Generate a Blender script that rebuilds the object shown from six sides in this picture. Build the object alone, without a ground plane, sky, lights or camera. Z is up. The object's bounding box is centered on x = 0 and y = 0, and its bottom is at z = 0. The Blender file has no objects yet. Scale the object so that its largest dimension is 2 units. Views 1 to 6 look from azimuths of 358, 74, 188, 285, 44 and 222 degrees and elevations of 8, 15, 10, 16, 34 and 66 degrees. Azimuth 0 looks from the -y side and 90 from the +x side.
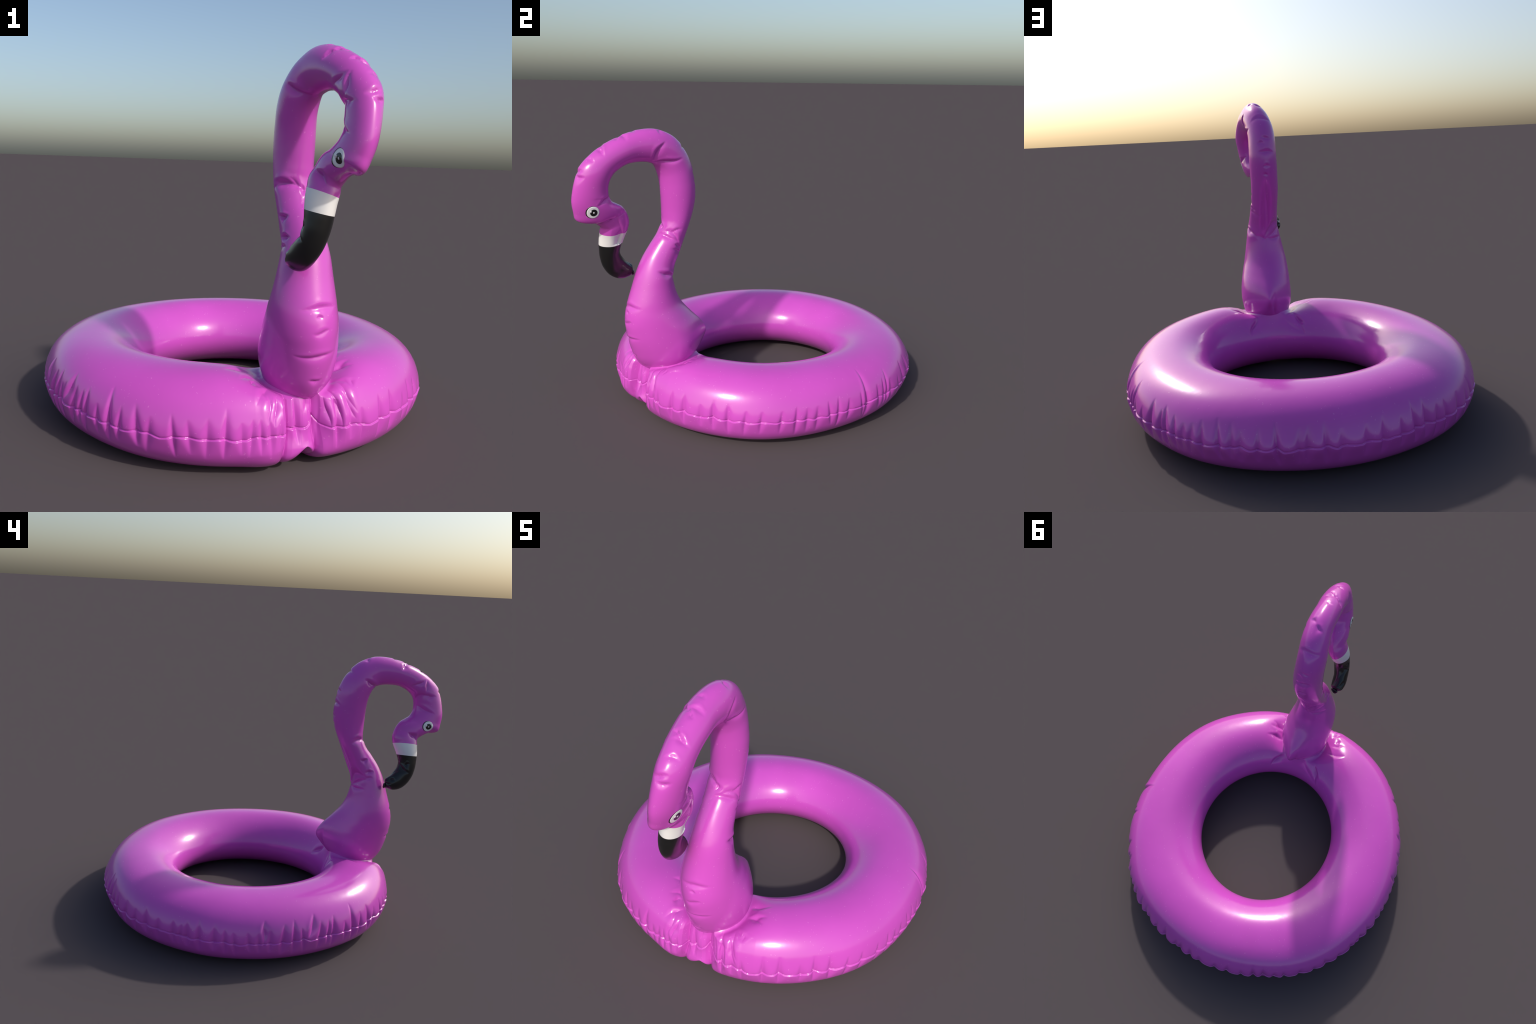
import bpy, math
import numpy as np
from mathutils import Vector
from mathutils.bvhtree import BVHTree

RNG = np.random.default_rng(7)

# ------------------------------------------------------------------ materials
def vinyl(name, color, rough=0.22, specks=True, coat=0.35, spec=0.5, bump=0.15):
    m = bpy.data.materials.new(name)
    m.use_nodes = True
    nt = m.node_tree
    N, L = nt.nodes, nt.links
    bsdf = N["Principled BSDF"]
    bsdf.inputs["Roughness"].default_value = rough
    bsdf.inputs["Specular IOR Level"].default_value = spec
    bsdf.inputs["Coat Weight"].default_value = coat
    bsdf.inputs["Coat Roughness"].default_value = 0.12
    tc = N.new("ShaderNodeTexCoord")
    if specks:
        # broad, very faint tonal drift
        n1 = N.new("ShaderNodeTexNoise")
        n1.inputs["Scale"].default_value = 3.0
        n1.inputs["Detail"].default_value = 3.0
        L.new(tc.outputs["Object"], n1.inputs["Vector"])
        r1 = N.new("ShaderNodeValToRGB")
        c = np.array(color)
        r1.color_ramp.elements[0].position = 0.3
        r1.color_ramp.elements[0].color = (*(c * 0.95), 1)
        r1.color_ramp.elements[1].position = 0.7
        r1.color_ramp.elements[1].color = (*np.minimum(c * 1.04, 1), 1)
        L.new(n1.outputs["Fac"], r1.inputs["Fac"])
        # dust flecks: small cells of a Voronoi, kept only where noise allows
        v = N.new("ShaderNodeTexVoronoi")
        v.inputs["Scale"].default_value = 62.0
        v.inputs["Randomness"].default_value = 1.0
        warp = N.new("ShaderNodeTexNoise")
        warp.inputs["Scale"].default_value = 90.0
        L.new(tc.outputs["Object"], warp.inputs["Vector"])
        addv = N.new("ShaderNodeMixRGB")
        addv.blend_type = "ADD"
        addv.inputs["Fac"].default_value = 0.02
        L.new(tc.outputs["Object"], addv.inputs["Color1"])
        L.new(warp.outputs["Color"], addv.inputs["Color2"])
        L.new(addv.outputs["Color"], v.inputs["Vector"])
        lt = N.new("ShaderNodeMapRange")
        lt.inputs["From Min"].default_value = 0.10
        lt.inputs["From Max"].default_value = 0.19
        lt.inputs["To Min"].default_value = 1.0
        lt.inputs["To Max"].default_value = 0.0
        L.new(v.outputs["Distance"], lt.inputs["Value"])
        sel = N.new("ShaderNodeSeparateColor")
        L.new(v.outputs["Color"], sel.inputs["Color"])
        gt = N.new("ShaderNodeMath"); gt.operation = "GREATER_THAN"
        gt.inputs[1].default_value = 0.72
        L.new(sel.outputs["Red"], gt.inputs[0])
        mul = N.new("ShaderNodeMath"); mul.operation = "MULTIPLY"
        L.new(lt.outputs["Result"], mul.inputs[0])
        L.new(gt.outputs["Value"], mul.inputs[1])
        mul2 = N.new("ShaderNodeMath"); mul2.operation = "MULTIPLY"
        mul2.inputs[1].default_value = 0.20
        L.new(mul.outputs["Value"], mul2.inputs[0])
        mix = N.new("ShaderNodeMixRGB")
        L.new(mul2.outputs["Value"], mix.inputs["Fac"])
        L.new(r1.outputs["Color"], mix.inputs["Color1"])
        mix.inputs["Color2"].default_value = (0.95, 0.42, 0.80, 1)
        L.new(mix.outputs["Color"], bsdf.inputs["Base Color"])
    else:
        bsdf.inputs["Base Color"].default_value = (*color, 1)
    if bump:
        nb = N.new("ShaderNodeTexNoise")
        nb.inputs["Scale"].default_value = 14.0
        nb.inputs["Detail"].default_value = 2.0
        L.new(tc.outputs["Object"], nb.inputs["Vector"])
        bp = N.new("ShaderNodeBump")
        bp.inputs["Strength"].default_value = bump
        bp.inputs["Distance"].default_value = 0.004
        L.new(nb.outputs["Fac"], bp.inputs["Height"])
        L.new(bp.outputs["Normal"], bsdf.inputs["Normal"])
        L.new(bp.outputs["Normal"], bsdf.inputs["Coat Normal"])
    return m

PINK = vinyl("pink_vinyl", (0.575, 0.080, 0.500))
WHITE = vinyl("white_vinyl", (0.78, 0.76, 0.74), 0.35, False, 0.1, 0.4, 0.05)
BLACK = vinyl("black_vinyl", (0.010, 0.010, 0.010), 0.28, False, 0.2, 0.45, 0.05)
EYE_WHITE = vinyl("eye_white_print", (0.80, 0.80, 0.80), 0.3, False, 0.2, 0.5, 0)
EYE_BLACK = vinyl("eye_black_print", (0.008, 0.008, 0.008), 0.3, False, 0.2, 0.5, 0)

# ------------------------------------------------------------------ helpers
def mesh_from_grid(V, wrap_u, wrap_v, cap_start=False, cap_end=False):
    """V: (nu, nv, 3) grid -> (verts, quads)"""
    nu, nv = V.shape[:2]
    iu = np.arange(nu if wrap_u else nu - 1)
    iv = np.arange(nv if wrap_v else nv - 1)
    I, J = np.meshgrid(iu, iv, indexing="ij")
    I2, J2 = (I + 1) % nu, (J + 1) % nv
    F = np.stack([I * nv + J, I2 * nv + J, I2 * nv + J2, I * nv + J2], -1).reshape(-1, 4)
    return V.reshape(-1, 3), F

def grid_normals(V, wrap_u, wrap_v):
    def d(a, axis, wrap):
        if wrap:
            return np.roll(a, -1, axis) - np.roll(a, 1, axis)
        return np.gradient(a, axis=axis)
    n = np.cross(d(V, 0, wrap_u), d(V, 1, wrap_v))
    return n / np.maximum(np.linalg.norm(n, axis=-1, keepdims=True), 1e-12)

def make_object(name, verts, faces, mat, parent, normals=None):
    me = bpy.data.meshes.new(name)
    me.from_pydata([tuple(v) for v in verts], [], [tuple(int(i) for i in f) for f in faces])
    for m in (mat if isinstance(mat, (list, tuple)) else [mat]):
        me.materials.append(m)
    me.polygons.foreach_set("use_smooth", [True] * len(me.polygons))
    me.update()
    if normals is not None:
        me.normals_split_custom_set_from_vertices([tuple(n) for n in normals])
    ob = bpy.data.objects.new(name, me)
    bpy.context.scene.collection.objects.link(ob)
    ob.parent = parent
    return ob

def catmull(ctrl, per):
    """centripetal-ish Catmull-Rom through rows of ctrl"""
    ctrl = np.asarray(ctrl, float)
    n = len(ctrl)
    out = []
    for i in range(n - 1):
        p0 = ctrl[max(i - 1, 0)]; p1 = ctrl[i]; p2 = ctrl[i + 1]; p3 = ctrl[min(i + 2, n - 1)]
        for t in np.linspace(0, 1, per, endpoint=False):
            out.append(0.5 * (2 * p1 + (p2 - p0) * t + (2 * p0 - 5 * p1 + 4 * p2 - p3) * t * t
                              + (3 * p1 - p0 - 3 * p2 + p3) * t ** 3))
    out.append(ctrl[-1])
    return np.array(out)

def smoothstep(a, b, x):
    t = np.clip((x - a) / (b - a), 0, 1)
    return t * t * (3 - 2 * t)

def crease(P, Nrm, a, b, width, depth, sharp=1.25, lip=0.16):
    """Press a fold from point a to point b into surface points P (along normals)."""
    a = np.array(a, float); b = np.array(b, float)
    mid = (a + b) / 2
    ln = np.linalg.norm(b - a) / 2 + 1e-9
    ax = (b - a) / (2 * ln)
    rel = P - mid
    near = (np.abs(rel) < ln * 1.6 + width * 5).all(-1)
    rel = rel[near]
    al = rel @ ax
    perp = rel - al[:, None] * ax
    ndir = Nrm[near]
    nc = ndir.mean(0); nc /= np.linalg.norm(nc) + 1e-9
    cross = np.cross(ax, nc); cross /= np.linalg.norm(cross) + 1e-9
    if cross[2] < 0: cross = -cross                 # the upper panel hangs over the fold
    # folds are never straight: bend them a little
    ac = perp @ cross + 0.35 * width * np.sin(al / ln * 2.2 + (a[0] + b[2]) * 40)
    facing = np.clip(((ndir @ nc) + 0.1) * 2, 0, 1)
    tal = np.clip(np.abs(al) / (ln * 1.35), 0, 1)
    env = (1 - tal ** 1.6) ** 1.3
    w = width * (0.4 + 0.6 * env)
    prof = np.where(ac > 0, np.exp(-np.abs(ac / (w * .75)) ** sharp), np.exp(-np.abs(ac / (w * 1.5)) ** sharp))
    prof = prof - lip * np.exp(-((ac - 2.0 * w) / (1.1 * w)) ** 2)
    out = np.zeros(len(P))
    out[near] = -depth * env * prof * facing
    return out

# ------------------------------------------------------------------ root
root = bpy.data.objects.new("flamingo_swim_ring", None)
bpy.context.scene.collection.objects.link(root)
root["label"] = "glossy pink inflatable swim ring with flamingo neck and head"
root["category"] = "pool float"

# ------------------------------------------------------------------ neck stations
# One row per station along the body, from the weld up and over to the beak tip:
# inner/front contour (y, z), outer/back contour (y, z), centre x, plan slope dx/dy, half thickness
ST = np.array([
    (-0.585, 0.215, -0.440, 0.240, 0.243, -0.22, 0.088),
    (-0.625, 0.238, -0.415, 0.278, 0.246, -0.22, 0.104),
    (-0.652, 0.266, -0.392, 0.315, 0.248, -0.23, 0.118),
    (-0.690, 0.297, -0.365, 0.345, 0.249, -0.24, 0.131),
    (-0.718, 0.342, -0.335, 0.380, 0.250, -0.25, 0.144),
    (-0.737, 0.400, -0.309, 0.423, 0.250, -0.25, 0.151),
    (-0.750, 0.455, -0.312, 0.460, 0.252, -0.25, 0.151),
    (-0.757, 0.500, -0.342, 0.505, 0.254, -0.25, 0.148),
    (-0.762, 0.545, -0.395, 0.562, 0.257, -0.25, 0.142),
    (-0.759, 0.595, -0.445, 0.622, 0.260, -0.25, 0.133),
    (-0.745, 0.655, -0.475, 0.680, 0.263, -0.25, 0.122),
    (-0.720, 0.735, -0.491, 0.738, 0.264, -0.25, 0.109),
    (-0.690, 0.828, -0.496, 0.785, 0.263, -0.25, 0.097),
    (-0.655, 0.903, -0.487, 0.842, 0.255, -0.25, 0.086),
    (-0.610, 0.970, -0.463, 0.902, 0.243, -0.27, 0.081),
    (-0.570, 1.025, -0.432, 0.980, 0.230, -0.29, 0.079),
    (-0.545, 1.085, -0.400, 1.060, 0.220, -0.30, 0.079),
    (-0.543, 1.140, -0.374, 1.135, 0.217, -0.30, 0.079),
    (-0.544, 1.200, -0.360, 1.200, 0.217, -0.30, 0.080),
    (-0.546, 1.250, -0.358, 1.260, 0.218, -0.30, 0.080),
    (-0.550, 1.295, -0.364, 1.315, 0.219, -0.30, 0.079),
    (-0.558, 1.335, -0.379, 1.390, 0.222, -0.28, 0.078),
    (-0.570, 1.370, -0.412, 1.463, 0.233, -0.26, 0.077),
    (-0.586, 1.394, -0.467, 1.531, 0.254, -0.22, 0.074),
    (-0.609, 1.408, -0.535, 1.568, 0.277, -0.20, 0.071),
    (-0.642, 1.414, -0.600, 1.580, 0.296, -0.20, 0.069),
    (-0.683, 1.414, -0.682, 1.571, 0.318, -0.20, 0.067),
    (-0.725, 1.407, -0.765, 1.543, 0.344, -0.25, 0.067),
    (-0.765, 1.387, -0.840, 1.507, 0.367, -0.28, 0.065),
    (-0.795, 1.362, -0.900, 1.464, 0.384, -0.28, 0.064),
    (-0.814, 1.330, -0.950, 1.413, 0.397, -0.25, 0.062),
    (-0.821, 1.292, -0.977, 1.350, 0.397, -0.24, 0.058),
    (-0.818, 1.255, -0.993, 1.288, 0.392, -0.23, 0.056),
    (-0.803, 1.226, -1.000, 1.235, 0.383, -0.23, 0.056),
    (-0.778, 1.208, -0.995, 1.185, 0.369, -0.23, 0.057),
    (-0.755, 1.193, -0.984, 1.142, 0.352, -0.24, 0.057),
    (-0.738, 1.170, -0.930, 1.132, 0.328, -0.28, 0.053),
    (-0.726, 1.140, -0.885, 1.107, 0.311, -0.32, 0.051),
    (-0.721, 1.110, -0.868, 1.088, 0.298, -0.36, 0.053),
    (-0.726, 1.078, -0.870, 1.065, 0.293, -0.40, 0.053),
    (-0.742, 1.042, -0.874, 1.030, 0.285, -0.42, 0.053),
    (-0.759, 1.005, -0.877, 0.995, 0.280, -0.42, 0.052),
    (-0.772, 0.970, -0.877, 0.958, 0.276, -0.42, 0.050),
    (-0.777, 0.945, -0.874, 0.915, 0.269, -0.42, 0.048),
    (-0.770, 0.917, -0.862, 0.865, 0.256, -0.42, 0.046),
    (-0.753, 0.893, -0.835, 0.818, 0.238, -0.42, 0.043),
    (-0.738, 0.875, -0.798, 0.789, 0.224, -0.40, 0.043),
    (-0.723, 0.862, -0.761, 0.781, 0.214, -0.38, 0.040),
    (-0.710, 0.852, -0.733, 0.787, 0.209, -0.38, 0.034),
    (-0.707, 0.845, -0.721, 0.792, 0.207, -0.38, 0.026),
])
PER = 12            # rings per station
NV = 168            # points around
S = catmull(ST, PER)
ya, za, yb, zb, xc, sl, hh = S.T
A = np.stack([xc + sl * (ya - (ya + yb) / 2), ya, za], -1)
Bp = np.stack([xc + sl * (yb - (ya + yb) / 2), yb, zb], -1)
M = (A + Bp) / 2
Hw = (Bp - A) / 2
T = np.gradient(M, axis=0)
Nn = np.cross(T, Hw); Nn /= np.linalg.norm(Nn, axis=1, keepdims=True)
for _ in range(6):   # steady the thickness direction
    Nn[1:-1] = (Nn[:-2] + 2 * Nn[1:-1] + Nn[2:]) / 4
Nn /= np.linalg.norm(Nn, axis=1, keepdims=True)
if Nn[0][0] < 0: Nn = -Nn          # +x side
ph = np.linspace(0, 2 * np.pi, NV, endpoint=False)
EXP = 2.05
cs, sn = np.cos(ph), np.sin(ph)
rr = (np.abs(cs) ** EXP + np.abs(sn) ** EXP) ** (-1 / EXP)
rowpos = np.arange(len(S)) / PER
# flat panels welded edge to edge: the section is pinched towards both seams, hardest at the tail
tail = np.exp(-((rowpos - 5.5) / 2.2) ** 2)
p_back = .12 + .62 * tail
p_front = .12 + .22 * np.exp(-((rowpos - 2.5) / 2.0) ** 2)
cR = (cs * rr)[None, :]
pinch = 1 - np.where(cR > 0, p_back[:, None], p_front[:, None]) * cR ** 2
chin = np.exp(-((rowpos - 35.0) / 2.2) ** 2)
p_back = p_back + .30 * chin
p_back = p_back + .20 * np.exp(-((rowpos - 27.0) / 3.5) ** 2)
p_front = p_front - .38 * np.exp(-((rowpos - 36.3) / 2.8) ** 2)     # broad flat top of the bill
G = M[:, None] + Hw[:, None] * cR[..., None] + Nn[:, None] * (hh[:, None] * (sn * rr)[None, :] * pinch)[..., None]
GN = grid_normals(G, False, True)
if ((G - M[:, None]) * GN).sum(-1).mean() < 0: GN = -GN

NECK_CREASES = [   # fold from point to point, width, depth
    ((0.324, -0.592, 1.427), (0.331, -0.533, 1.508), 0.0100, 0.0130),
    ((0.309, -0.572, 1.412), (0.300, -0.450, 1.423), 0.0090, 0.0130),
    ((0.265, -0.564, 1.025), (0.305, -0.476, 0.994), 0.0080, 0.0100),
    ((0.301, -0.503, 1.045), (0.295, -0.450, 1.052), 0.0070, 0.0060),
    ((0.308, -0.482, 0.971), (0.282, -0.454, 0.954), 0.0070, 0.0090),
    ((0.316, -0.501, 0.950), (0.259, -0.455, 0.922), 0.0070, 0.0070),
    ((0.353, -0.575, 0.837), (0.308, -0.504, 0.801), 0.0100, 0.0170),
    ((0.295, -0.497, 0.797), (0.235, -0.496, 0.775), 0.0100, 0.0080),
    ((0.250, -0.546, 1.074), (0.249, -0.559, 1.045), 0.0100, 0.0090),
    ((0.279, -0.550, 1.567), (0.316, -0.550, 1.567), 0.0090, 0.0075),
    ((0.341, -0.766, 1.532), (0.377, -0.766, 1.532), 0.0080, 0.0075),
    ((0.430, -0.871, 1.222), (0.393, -0.820, 1.257), 0.0090, 0.0090),
    ((0.358, -0.867, 1.104), (0.364, -0.786, 1.140), 0.0120, 0.0150),
    ((0.256, -0.752, 0.640), (0.360, -0.705, 0.648), 0.0100, 0.0100),
    ((0.292, -0.764, 0.552), (0.346, -0.740, 0.562), 0.0090, 0.0070),
    ((0.243, -0.749, 0.463), (0.364, -0.717, 0.470), 0.0090, 0.0110),
    ((0.285, -0.730, 0.365), (0.328, -0.718, 0.368), 0.0070, 0.0090),
    ((0.297, -0.756, 0.612), (0.324, -0.746, 0.614), 0.0060, 0.0060),
    ((0.173, -0.543, 1.441), (0.267, -0.600, 1.404), 0.0110, 0.0100),
    ((0.345, -0.894, 1.450), (0.332, -0.887, 1.385), 0.0090, 0.0090),
    ((0.351, -0.934, 1.359), (0.340, -0.907, 1.346), 0.0080, 0.0045),
    ((0.392, -0.964, 1.384), (0.441, -0.946, 1.392), 0.0090, 0.0090),
    ((0.416, -0.972, 1.365), (0.452, -0.939, 1.359), 0.0080, 0.0090),
    ((0.142, -0.486, 1.082), (0.229, -0.550, 1.076), 0.0100, 0.0110),
    ((0.310, -0.755, 1.542), (0.346, -0.755, 1.542), 0.0080, 0.0075),
    ((0.383, -0.847, 1.493), (0.419, -0.847, 1.493), 0.0080, 0.0075),
    ((0.165, -0.556, 0.956), (0.190, -0.593, 0.962), 0.0070, 0.0070),
    ((0.172, -0.589, 0.885), (0.188, -0.625, 0.884), 0.0070, 0.0090),
    ((0.171, -0.595, 0.852), (0.182, -0.631, 0.848), 0.0070, 0.0070),
    ((0.229, -0.534, 1.566), (0.265, -0.534, 1.566), 0.0090, 0.0090),
    ((0.277, -0.754, 1.540), (0.314, -0.754, 1.540), 0.0090, 0.0090),
    ((0.356, -0.844, 1.504), (0.393, -0.844, 1.504), 0.0080, 0.0090),
    ((0.174, -0.545, 1.448), (0.212, -0.585, 1.411), 0.0100, 0.0080),
    ((0.302, -0.815, 1.420), (0.332, -0.877, 1.453), 0.0100, 0.0080),
    ((0.357, -0.825, 1.334), (0.352, -0.933, 1.365), 0.0100, 0.0080),
    ((0.345, -0.847, 1.295), (0.339, -0.940, 1.258), 0.0100, 0.0080),
    ((0.265, -0.822, 1.138), (0.287, -0.863, 1.098), 0.0120, 0.0150),
    ((0.144, -0.492, 1.065), (0.206, -0.548, 1.083), 0.0100, 0.0100),
    ((0.166, -0.559, 0.952), (0.186, -0.589, 0.962), 0.0080, 0.0090),
    ((0.173, -0.595, 0.879), (0.194, -0.632, 0.888), 0.0080, 0.0090),
    ((0.235, -0.496, 0.798), (0.179, -0.629, 0.837), 0.0100, 0.0120),
    ((0.217, -0.504, 0.775), (0.163, -0.576, 0.774), 0.0080, 0.0080),
    ((0.232, -0.786, 0.938), (0.217, -0.839, 0.901), 0.0080, 0.0090),
    ((0.222, -0.818, 0.948), (0.227, -0.841, 0.953), 0.0070, 0.0075),
    ((0.185, -0.729, 0.858), (0.174, -0.764, 0.850), 0.0080, 0.0080),
    ((0.174, -0.709, 0.830), (0.164, -0.743, 0.828), 0.0060, 0.0090),
    ((0.260, -0.426, 1.476), (0.176, -0.462, 1.478), 0.0100, 0.0090),
    ((0.204, -0.373, 1.375), (0.162, -0.396, 1.373), 0.0070, 0.0090),
    ((0.193, -0.367, 1.347), (0.229, -0.367, 1.347), 0.0070, 0.0060),
    ((0.217, -0.359, 1.300), (0.153, -0.388, 1.292), 0.0100, 0.0100),
    ((0.165, -0.361, 1.216), (0.200, -0.361, 1.216), 0.0070, 0.0090),
    ((0.173, -0.367, 1.168), (0.208, -0.367, 1.168), 0.0070, 0.0090),
    ((0.193, -0.385, 1.101), (0.229, -0.499, 0.776), 0.0240, 0.0100),
    ((0.161, -0.323, 0.442), (0.182, -0.385, 0.335), 0.0100, 0.0090),
    ((0.201, -0.545, 1.099), (0.251, -0.548, 1.066), 0.0090, 0.0070),
    ((0.262, -0.565, 1.026), (0.293, -0.461, 0.969), 0.0090, 0.0080),
    ((0.172, -0.598, 0.835), (0.215, -0.505, 0.788), 0.0090, 0.0080),
    ((0.328, -0.746, 1.551), (0.378, -0.719, 1.534), 0.0090, 0.0090),
    ((0.382, -0.866, 1.493), (0.432, -0.838, 1.474), 0.0100, 0.0090),
    ((0.404, -0.918, 1.450), (0.440, -0.886, 1.436), 0.0080, 0.0060),
    ((0.300, -0.690, 1.568), (0.335, -0.676, 1.560), 0.0080, 0.0060),
]
P = G.reshape(-1, 3); PN = GN.reshape(-1, 3)
disp = np.zeros(len(P))
for a, b, w, d in NECK_CREASES:
    disp += crease(P, PN, a, b, w, d)
G = (P + PN * disp[:, None]).reshape(G.shape)

# ---- close the beak tip with one apex
verts, faces = mesh_from_grid(G, False, True)
GN = grid_normals(G, False, True)
if ((G - M[:, None]) * GN).sum(-1).mean() < 0: GN = -GN
faces = faces[:, ::-1] if np.dot(np.cross(verts[faces[0][1]] - verts[faces[0][0]], verts[faces[0][3]] - verts[faces[0][0]]), GN.reshape(-1, 3)[faces[0][0]]) < 0 else faces
normals = GN.reshape(-1, 3)
nrow = G.shape[0]
row_of_face = np.arange(len(faces)) // NV

def station_row(k):
    return int(round(k * PER))

cuts = dict(torso=(0, station_row(12)), neck=(station_row(12), station_row(29)),
            head=(station_row(29), station_row(39.35)), beak_band=(station_row(39.35), station_row(41.2)),
            beak=(station_row(41.2), nrow - 1))
parts = {}
order = ["torso", "neck", "head", "beak", "beak_band"]
for nm in order:
    r0, r1 = cuts[nm]
    sel = verts[r0 * NV:(r1 + 1) * NV]
    fs = faces[r0 * NV:r1 * NV] - r0 * NV
    nn = normals[r0 * NV:(r1 + 1) * NV]
    fl = [tuple(f) for f in fs]
    vs = list(map(tuple, sel)); ns = list(map(tuple, nn))
    if nm == "beak":
        base = len(vs) - NV
        tipc = sel[-NV:].mean(0)
        tdir = T[-1] / np.linalg.norm(T[-1])
        vs.append(tuple(tipc + tdir * 0.004)); ns.append(tuple(tdir))
        ap = len(vs) - 1
        flip = np.dot(np.cross(sel[-NV + 1] - sel[-NV], np.array(vs[ap]) - sel[-NV]), tdir) < 0
        for j in range(NV):
            k = (j + 1) % NV
            fl.append((base + k, base + j, ap) if flip else (base + j, base + k, ap))
    mat = dict(beak_band=WHITE, beak=BLACK).get(nm, PINK)
    par = parts["beak"] if nm == "beak_band" else root
    parts[nm] = make_object(nm, vs, fl, mat, par, ns)

# ------------------------------------------------------------------ eyes
tree = BVHTree.FromPolygons([tuple(v) for v in verts], [tuple(int(i) for i in f) for f in faces])

def eye(center, normal_dir, up, name):
    n = Vector(normal_dir).normalized()
    u = (Vector(up) - n * Vector(up).dot(n)).normalized()
    r = u.cross(n).normalized()
    vs, fs, mi = [], [], []
    def disc(cu, cr, ru, rv, lift, m, seg=48, rings=8):
        base = len(vs)
        def put(du, dr, extra):
            p = Vector(center) + u * du + r * dr + n * 0.12
            hit, nn, *_ = tree.ray_cast(p, -n)
            if hit is None: hit, nn = Vector(center), n
            vs.append(tuple(hit + nn * extra))
        put(cu, cr, lift)
        for k in range(1, rings + 1):
            f = k / rings
            for j in range(seg):
                a = 2 * math.pi * j / seg
                put(cu + ru * f * math.cos(a), cr + rv * f * math.sin(a), lift)
        for j in range(seg):   # skirt down into the skin
            a = 2 * math.pi * j / seg
            put(cu + ru * math.cos(a), cr + rv * math.sin(a), -0.002)
        for j in range(seg):
            fs.append((base, base + 1 + j, base + 1 + (j + 1) % seg)); mi.append(m)
        for k in range(rings):
            for j in range(seg):
                a0 = base + 1 + k * seg
                fs.append((a0 + j, a0 + seg + j, a0 + seg + (j + 1) % seg, a0 + (j + 1) % seg)); mi.append(m)
    fr = 1 if r.y < 0 else -1                 # +r towards the forehead?
    g = fr if n.x > 0 else -fr                # the same print on both cheeks, so not mirrored
    R = 0.0325
    disc(0.001, g * 0.0034, R, R, 0.0003, 1)                  # black rim, offset
    disc(0.000, -g * 0.0004, R * .96, R * .94, 0.0007, 0)     # white
    disc(-0.001, -g * 0.0032, R * .56, R * .54, 0.0011, 1)    # pupil
    disc(-0.001, -g * 0.0036, R * .13, R * .13, 0.0015, 0, 24, 2)
    disc(R * .18, g * R * .34, R * .16, R * .14, 0.0016, 0, 24, 2)
    ob = make_object(name, vs, fs, [EYE_WHITE, EYE_BLACK], parts["head"])
    ob.data.polygons.foreach_set("material_index", mi)
    return ob

eye((.316, -.926, 1.178), (-1, -.22, -.05), (0, 0, 1), "eye")
eye((.417, -.903, 1.186), (1, .22, -.05), (0, 0, 1), "eye")

# ------------------------------------------------------------------ pinched nozzle at the beak tip
def lathe(name, profile, center, axis, squash, mat, parent, seg=40):
    ax = Vector(axis).normalized()
    u = ax.cross(Vector((1, 0, 0))).normalized(); v = ax.cross(u)
    pr = catmull(profile, 5)
    vs = []
    for r, t in pr:
        for j in range(seg):
            a = 2 * math.pi * j / seg
            k = 1 + .10 * math.sin(3 * a + 1)
            vs.append(tuple(Vector(center) + ax * t + u * (r * k * math.cos(a) * squash) + v * (r * k * math.sin(a))))
    fs = [(i * seg + j, i * seg + (j + 1) % seg, (i + 1) * seg + (j + 1) % seg, (i + 1) * seg + j)
          for i in range(len(pr) - 1) for j in range(seg)]
    vs.append(tuple(Vector(center) + ax * pr[-1][1])); ap = len(vs) - 1
    b0 = (len(pr) - 1) * seg
    fs += [(b0 + j, b0 + (j + 1) % seg, ap) for j in range(seg)]
    return make_object(name, vs, fs, mat, parent)

lathe("beak_nozzle", [(.016, -.014), (.017, -.004), (.021, .001), (.022, .006), (.018, .010), (.012, .008), (.009, .001), (.001, -.001)],
      (.207, -.711, .806), (-.10, .85, .12), .75, BLACK, parts["beak"])

# ------------------------------------------------------------------ ring
CX, CY = 0.0, 0.09
R_OUT = (.8893, .0014, .0025, -.005, -.003, .001, .0014, -.0034, -.0098, -.0007, -.0023)
R_IN = (.4357, .0088, -.0105, -.0116, -.0107, -.0007, .0011, .0001, .0013)
Z_TOP = (.3609, .0046, -.0118, -.0014, -.0035)
ZM, EO, EI = .1657, 2.2, 1.9

def fourier(p, th):
    s = p[0] + 0 * th
    for k in range(1, (len(p) - 1) // 2 + 1):
        s = s + p[2 * k - 1] * np.cos(k * th) + p[2 * k] * np.sin(k * th)
    return s

NT, NP = 1760, 320
# sections are denser round the front, where the skin is gathered
tt = np.linspace(0, 2 * np.pi, 20001)
dens = 1 + 2.2 * np.exp(-((tt - np.radians(289)) / np.radians(20)) ** 2)
cdf = np.r_[0, np.cumsum((dens[1:] + dens[:-1]) / 2)]; cdf /= cdf[-1]
th = np.interp(np.arange(NT) / NT, cdf, tt)
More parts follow.
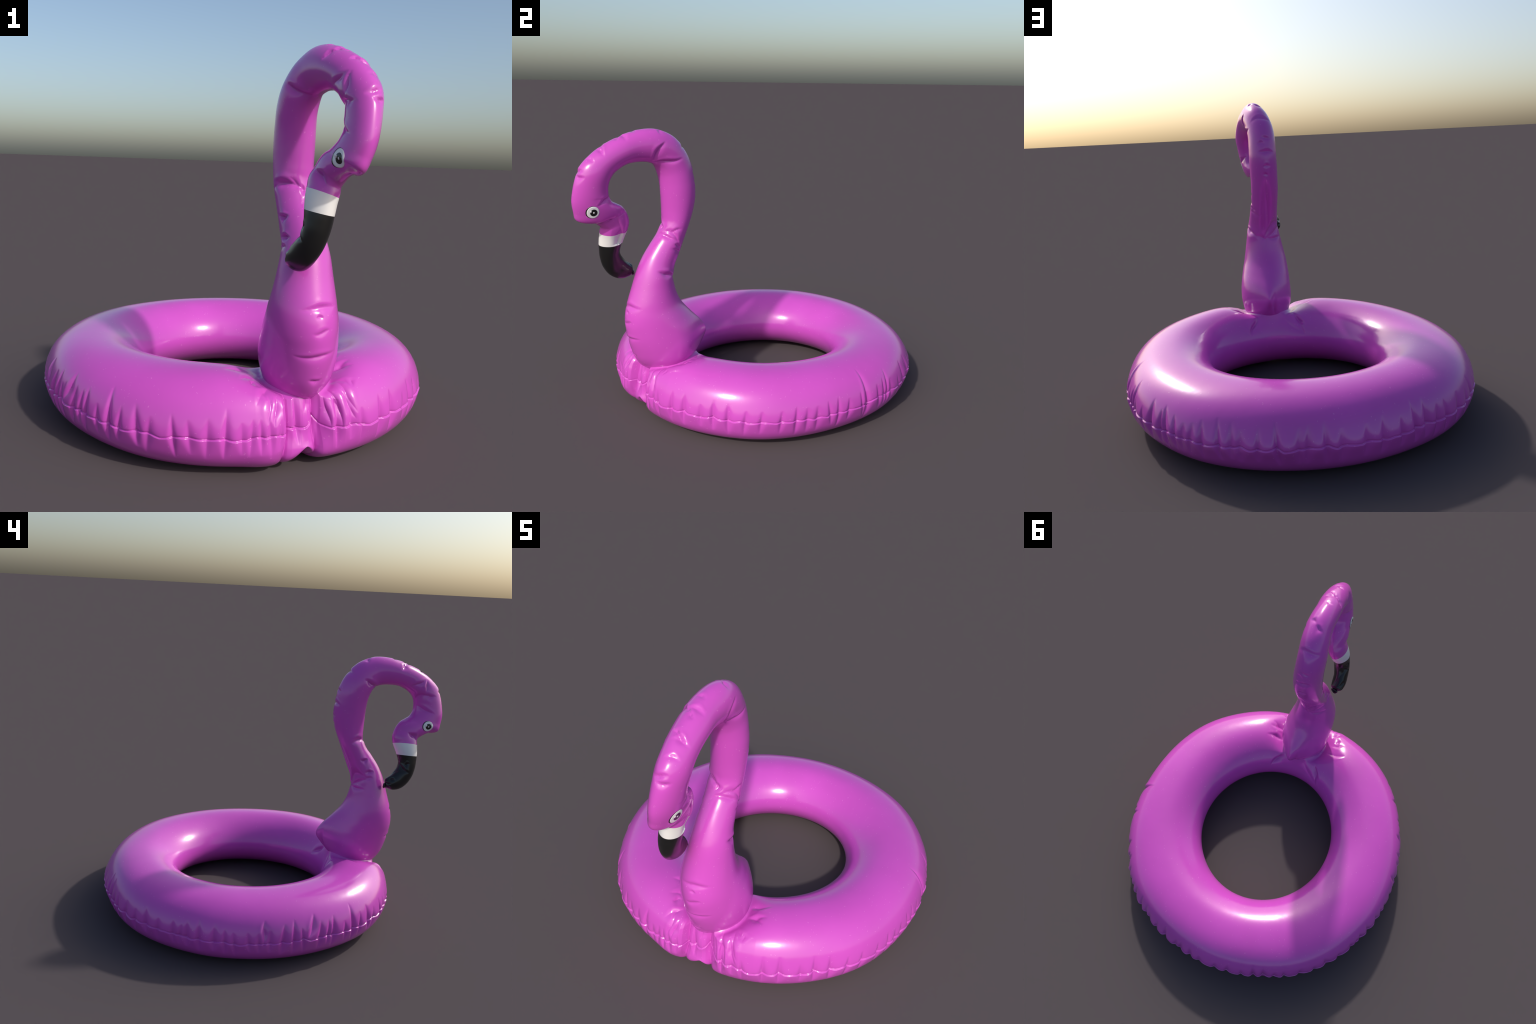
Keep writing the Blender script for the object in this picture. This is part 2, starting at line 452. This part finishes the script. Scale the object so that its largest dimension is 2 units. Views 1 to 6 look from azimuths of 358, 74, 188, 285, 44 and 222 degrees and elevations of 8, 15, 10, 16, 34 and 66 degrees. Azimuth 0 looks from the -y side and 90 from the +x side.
# tube angle: 0 = outer seam, denser there
q = np.linspace(-np.pi, np.pi, NP, endpoint=False)
phi = q - 0.62 * np.sin(q)
TH, PHI = np.meshgrid(th, phi, indexing="ij")
ro, ri, zt = fourier(R_OUT, TH), fourier(R_IN, TH), fourier(Z_TOP, TH)
for at, wide, amt in ((230, 18, -.012), (130, 15, -.010), (328, 14, -.008), (52, 14, -.009), (184, 9, .005)):   # the tube is not a true circle
    dd_ = (np.degrees(TH) - at + 180) % 360 - 180
    ro = ro + amt * np.exp(-(dd_ / wide) ** 2)
cc, aa = (ro + ri) / 2, (ro - ri) / 2
bb = np.where(np.sin(PHI) > 0, zt - ZM, ZM)
ee = EI + (EO - EI) * smoothstep(-.5, .5, np.cos(PHI))
C, Sn = np.cos(PHI), np.sin(PHI)
ee = np.where((Sn < 0) & (C > 0), ee + 0.20 * smoothstep(0, .4, -Sn), ee)   # fuller belly below the seam
rad = (np.abs(C) ** ee + np.abs(Sn) ** ee) ** (-1 / ee)
RHO = cc + aa * rad * C
Z = ZM + bb * rad * Sn
# profile normal in (rho, z)
nr, nz = C * rad / aa, Sn * rad / bb
nl = np.hypot(nr, nz); nr, nz = nr / nl, nz / nl
arc = PHI * (aa + bb) / 2          # rough arc distance from the outer seam

d = np.zeros_like(RHO)
# --- the welded flange flares the outline a little, most at the back
back = np.exp(-((TH - np.pi / 2) / .6) ** 2)
d += (.007 + .013 * back) * np.exp(-np.abs(arc / .05) ** 1.6)
# --- pleats pinched along the outer seam
pos, valleys = 0.0, []
while pos < 2 * np.pi - 0.04:
    pos += RNG.choice([RNG.uniform(.038, .062), RNG.uniform(.060, .095), RNG.uniform(.085, .125)], p=[.35, .4, .25])
    valleys.append(pos)
for i, t0 in enumerate(valleys):
    dt = (TH[:, :1] - t0 + np.pi) % (2 * np.pi) - np.pi
    sel = np.where(np.abs(dt[:, 0]) < 0.12)[0]
    lean = RNG.uniform(-.12, .12)
    big = RNG.random() ** 1.7
    dep = .011 + .012 * big
    wid = RNG.uniform(.015, .027)
    up, dn = .065 + .085 * big * RNG.uniform(.6, 1.2), RNG.uniform(.06, .11)
    a = arc[sel]
    s = dt[sel] * .89 - lean * a
    reach = np.where(a > 0, up, dn)
    f = np.clip(1 - np.abs(a) / reach, 0, 1)
    env = f ** 1.2
    w = wid * (.40 + .60 * f)
    skew = np.where(s > 0, 1.0, 0.6)
    d[sel] += -dep * env * np.exp(-np.abs(s / (w * skew)) ** 1.55)
# --- welded seam: dark groove under the upper panel, lip of the lower panel below it
wav = 0.0048 * np.interp(th, np.linspace(0, 2 * np.pi, 160), RNG.normal(0, 1, 160) * np.r_[0, np.ones(158), 0])[:, None]
sa = arc - wav + .003
d += np.where(sa < 0, .0034 * np.exp(sa / .020), .0)
d -= .0038 * np.exp(-np.abs((sa - .0030) / .0030) ** 2) + .0015 * np.exp(-np.abs(sa - .004) / .012)
RHO = RHO + nr * d
Z = Z + nz * d
# --- front: a recessed gusset between two vertical tucks under the neck (degrees, inward shift)
TUCK = np.array([(-92, 0), (-84, .002), (-79, .005), (-77, .012), (-76.2, .026), (-75.4, .070), (-74.8, .062), (-73.6, .054),
                 (-71.5, .052), (-69.6, .055), (-68.5, .064), (-67.4, .086), (-66.9, .075), (-65.6, .048), (-63.2, .025),
                 (-60, .010), (-56, .003), (-51, 0)])
deg = np.degrees((TH + np.pi) % (2 * np.pi) - np.pi)
lean_deg = deg + np.where(deg < -71.5, 6.0, -6.0) * np.clip(-arc, 0, .25) - 1.5 * np.clip(arc, 0, .3) * np.sign(deg + 71)
shift = np.interp(lean_deg, TUCK[:, 0], TUCK[:, 1])
wt = 1.06 * np.where(arc > 0, 1 - .38 * smoothstep(.08, .30, arc), 1 - .92 * smoothstep(.0, .14, -arc))
wt = wt * (1 - smoothstep(.30, .40, np.abs(arc)))
RHO = RHO - shift * wt + .010 * np.exp(-((deg + 81.5) / 4.5) ** 2) * smoothstep(.0, .08, -arc) * (1 - smoothstep(.22, .34, -arc))
tuck = .022 * np.exp(-np.abs(deg + 76.4) / .9) + .026 * np.exp(-np.abs(deg + 66.6) / .9)     # the two folds run on to the floor
RHO = RHO - tuck * smoothstep(.02, .10, -arc) * (1 - smoothstep(.26, .36, -arc))
under = smoothstep(.05, .15, -arc) * (1 - smoothstep(.28, .42, -arc))
Z = Z + .050 * np.exp(-np.abs((deg + 69.8) / 2.4) ** 1.4) * under
X, Y = CX + RHO * np.cos(TH), CY + RHO * np.sin(TH)

# --- the neck weld pinches the tube
wc = np.array([.246, -.522]); fwd = np.array([.23, -1.0]); fwd /= np.linalg.norm(fwd)
sid = np.array([-fwd[1], fwd[0]])
lu = (X - wc[0]) * fwd[0] + (Y - wc[1]) * fwd[1]
lv = (X - wc[0]) * sid[0] + (Y - wc[1]) * sid[1]
rad_w = np.hypot(lu / .132, lv / .118)
dw = (rad_w - 1) * .125
psi = np.arctan2(lv, lu)
zw = .302 - .020 * lu / .13 + .002 * np.sin(psi) ** 2
upper = smoothstep(.08, .20, Z)
dc = np.clip(dw, 0, 9)
spread = .055 + .028 * np.sin(psi) ** 2 + .016 * np.exp(-((psi + .75) / .5) ** 2)
fall = np.exp(-(np.clip(dc - .010, 0, 9) / spread) ** 1.4) * upper
Z = Z - np.maximum(Z - zw, -.01) * fall
Z = Z + .026 * np.exp(-(dc / .017) ** 2) * upper * (dw > -.02)       # collar drawn up against the body
# gathers radiating from the weld
g = np.zeros_like(Z)
for k in range(16):
    p0 = 2 * np.pi * (k + RNG.uniform(-.35, .35)) / 16
    dp = ((psi - p0 + np.pi) % (2 * np.pi) - np.pi) * (.125 + dc)
    ln_, dep = RNG.uniform(.05, .10), RNG.uniform(.0015, .0035)
    e = smoothstep(.004, .022, dw) * np.clip(1 - dw / ln_, 0, 1) ** 1.2
    if abs((p0 + np.pi) % (2 * np.pi) - np.pi) < 1.0 or abs((p0 + np.pi) % (2 * np.pi) - np.pi) > 2.3: continue      # the front folds are placed by hand
    g += -dep * e * np.exp(-np.abs(dp / .013) ** 1.6)
V = np.stack([X, Y, Z], -1)
VN = grid_normals(V, True, True)
if (VN[..., 2] * (Z - ZM)).mean() < 0: VN = -VN
V = V + VN * (g * upper)[..., None]
RING_CREASES = [   # fold from point to point, width, depth
    ((0.351, -0.652, 0.271), (0.377, -0.674, 0.183), 0.0090, 0.0090),
    ((0.386, -0.641, 0.286), (0.426, -0.668, 0.178), 0.0100, 0.0100),
    ((0.425, -0.630, 0.292), (0.476, -0.645, 0.207), 0.0110, 0.0100),
    ((0.164, -0.729, 0.294), (0.164, -0.772, 0.220), 0.0110, 0.0100),
    ((0.137, -0.727, 0.304), (0.140, -0.775, 0.229), 0.0120, 0.0070),
    ((0.277, -0.669, 0.279), (0.279, -0.681, 0.236), 0.0090, 0.0050),
    ((0.377, -0.623, 0.293), (0.420, -0.664, 0.217), 0.0130, 0.0100),
    ((0.419, -0.595, 0.311), (0.478, -0.640, 0.232), 0.0130, 0.0090),
    ((0.455, -0.565, 0.326), (0.479, -0.590, 0.309), 0.0130, 0.0050),
    ((0.418, -0.560, 0.316), (0.455, -0.591, 0.314), 0.0130, 0.0050),
    ((0.403, -0.474, 0.326), (0.480, -0.472, 0.356), 0.0130, 0.0080),
    ((0.366, -0.423, 0.325), (0.416, -0.402, 0.354), 0.0130, 0.0060),
    ((0.068, -0.682, 0.339), (0.088, -0.651, 0.333), 0.0130, 0.0080),
    ((0.125, -0.734, 0.302), (0.127, -0.679, 0.317), 0.0130, 0.0060),
    ((0.473, -0.445, 0.361), (0.401, -0.477, 0.324), 0.0120, 0.0080),
    ((0.441, -0.376, 0.364), (0.369, -0.426, 0.325), 0.0120, 0.0080),
    ((0.311, -0.283, 0.257), (0.284, -0.352, 0.315), 0.0130, 0.0120),
    ((0.084, -0.618, 0.332), (0.030, -0.664, 0.352), 0.0130, 0.0060),
    ((0.063, -0.557, 0.338), (-0.023, -0.597, 0.367), 0.0140, 0.0090),
    ((0.131, -0.671, 0.315), (0.096, -0.752, 0.293), 0.0130, 0.0050),
    ((0.069, -0.434, 0.316), (0.011, -0.382, 0.229), 0.0130, 0.0120),
    ((0.137, -0.403, 0.300), (0.019, -0.379, 0.220), 0.0130, 0.0050),
    ((0.293, -0.344, 0.312), (0.311, -0.275, 0.245), 0.0090, 0.0100),
    ((0.074, -0.433, 0.316), (0.011, -0.402, 0.271), 0.0090, 0.0100),
    ((0.746, 0.423, 0.304), (0.791, 0.437, 0.094), 0.0120, 0.0160),
    ((-0.776, -0.241, 0.266), (-0.811, -0.246, 0.157), 0.0120, 0.0120),
    ((-0.627, -0.470, 0.277), (-0.677, -0.465, 0.187), 0.0120, 0.0120),
]
if RING_CREASES:
    P = V.reshape(-1, 3); PN = VN.reshape(-1, 3)
    disp = np.zeros(len(P))
    for a_, b_, w_, d_ in RING_CREASES:
        disp += crease(P, PN, a_, b_, w_, d_, 1.15, .2)
    V = (P + PN * disp[:, None]).reshape(V.shape)
V[..., 2] -= V[..., 2].min()
verts_r, faces_r = mesh_from_grid(V, True, True)
i0 = faces_r[1000]
if np.dot(np.cross(verts_r[i0[1]] - verts_r[i0[0]], verts_r[i0[3]] - verts_r[i0[0]]), VN.reshape(-1, 3)[i0[0]]) < 0:
    faces_r = faces_r[:, ::-1]
make_object("float_ring", verts_r, faces_r, PINK, root)
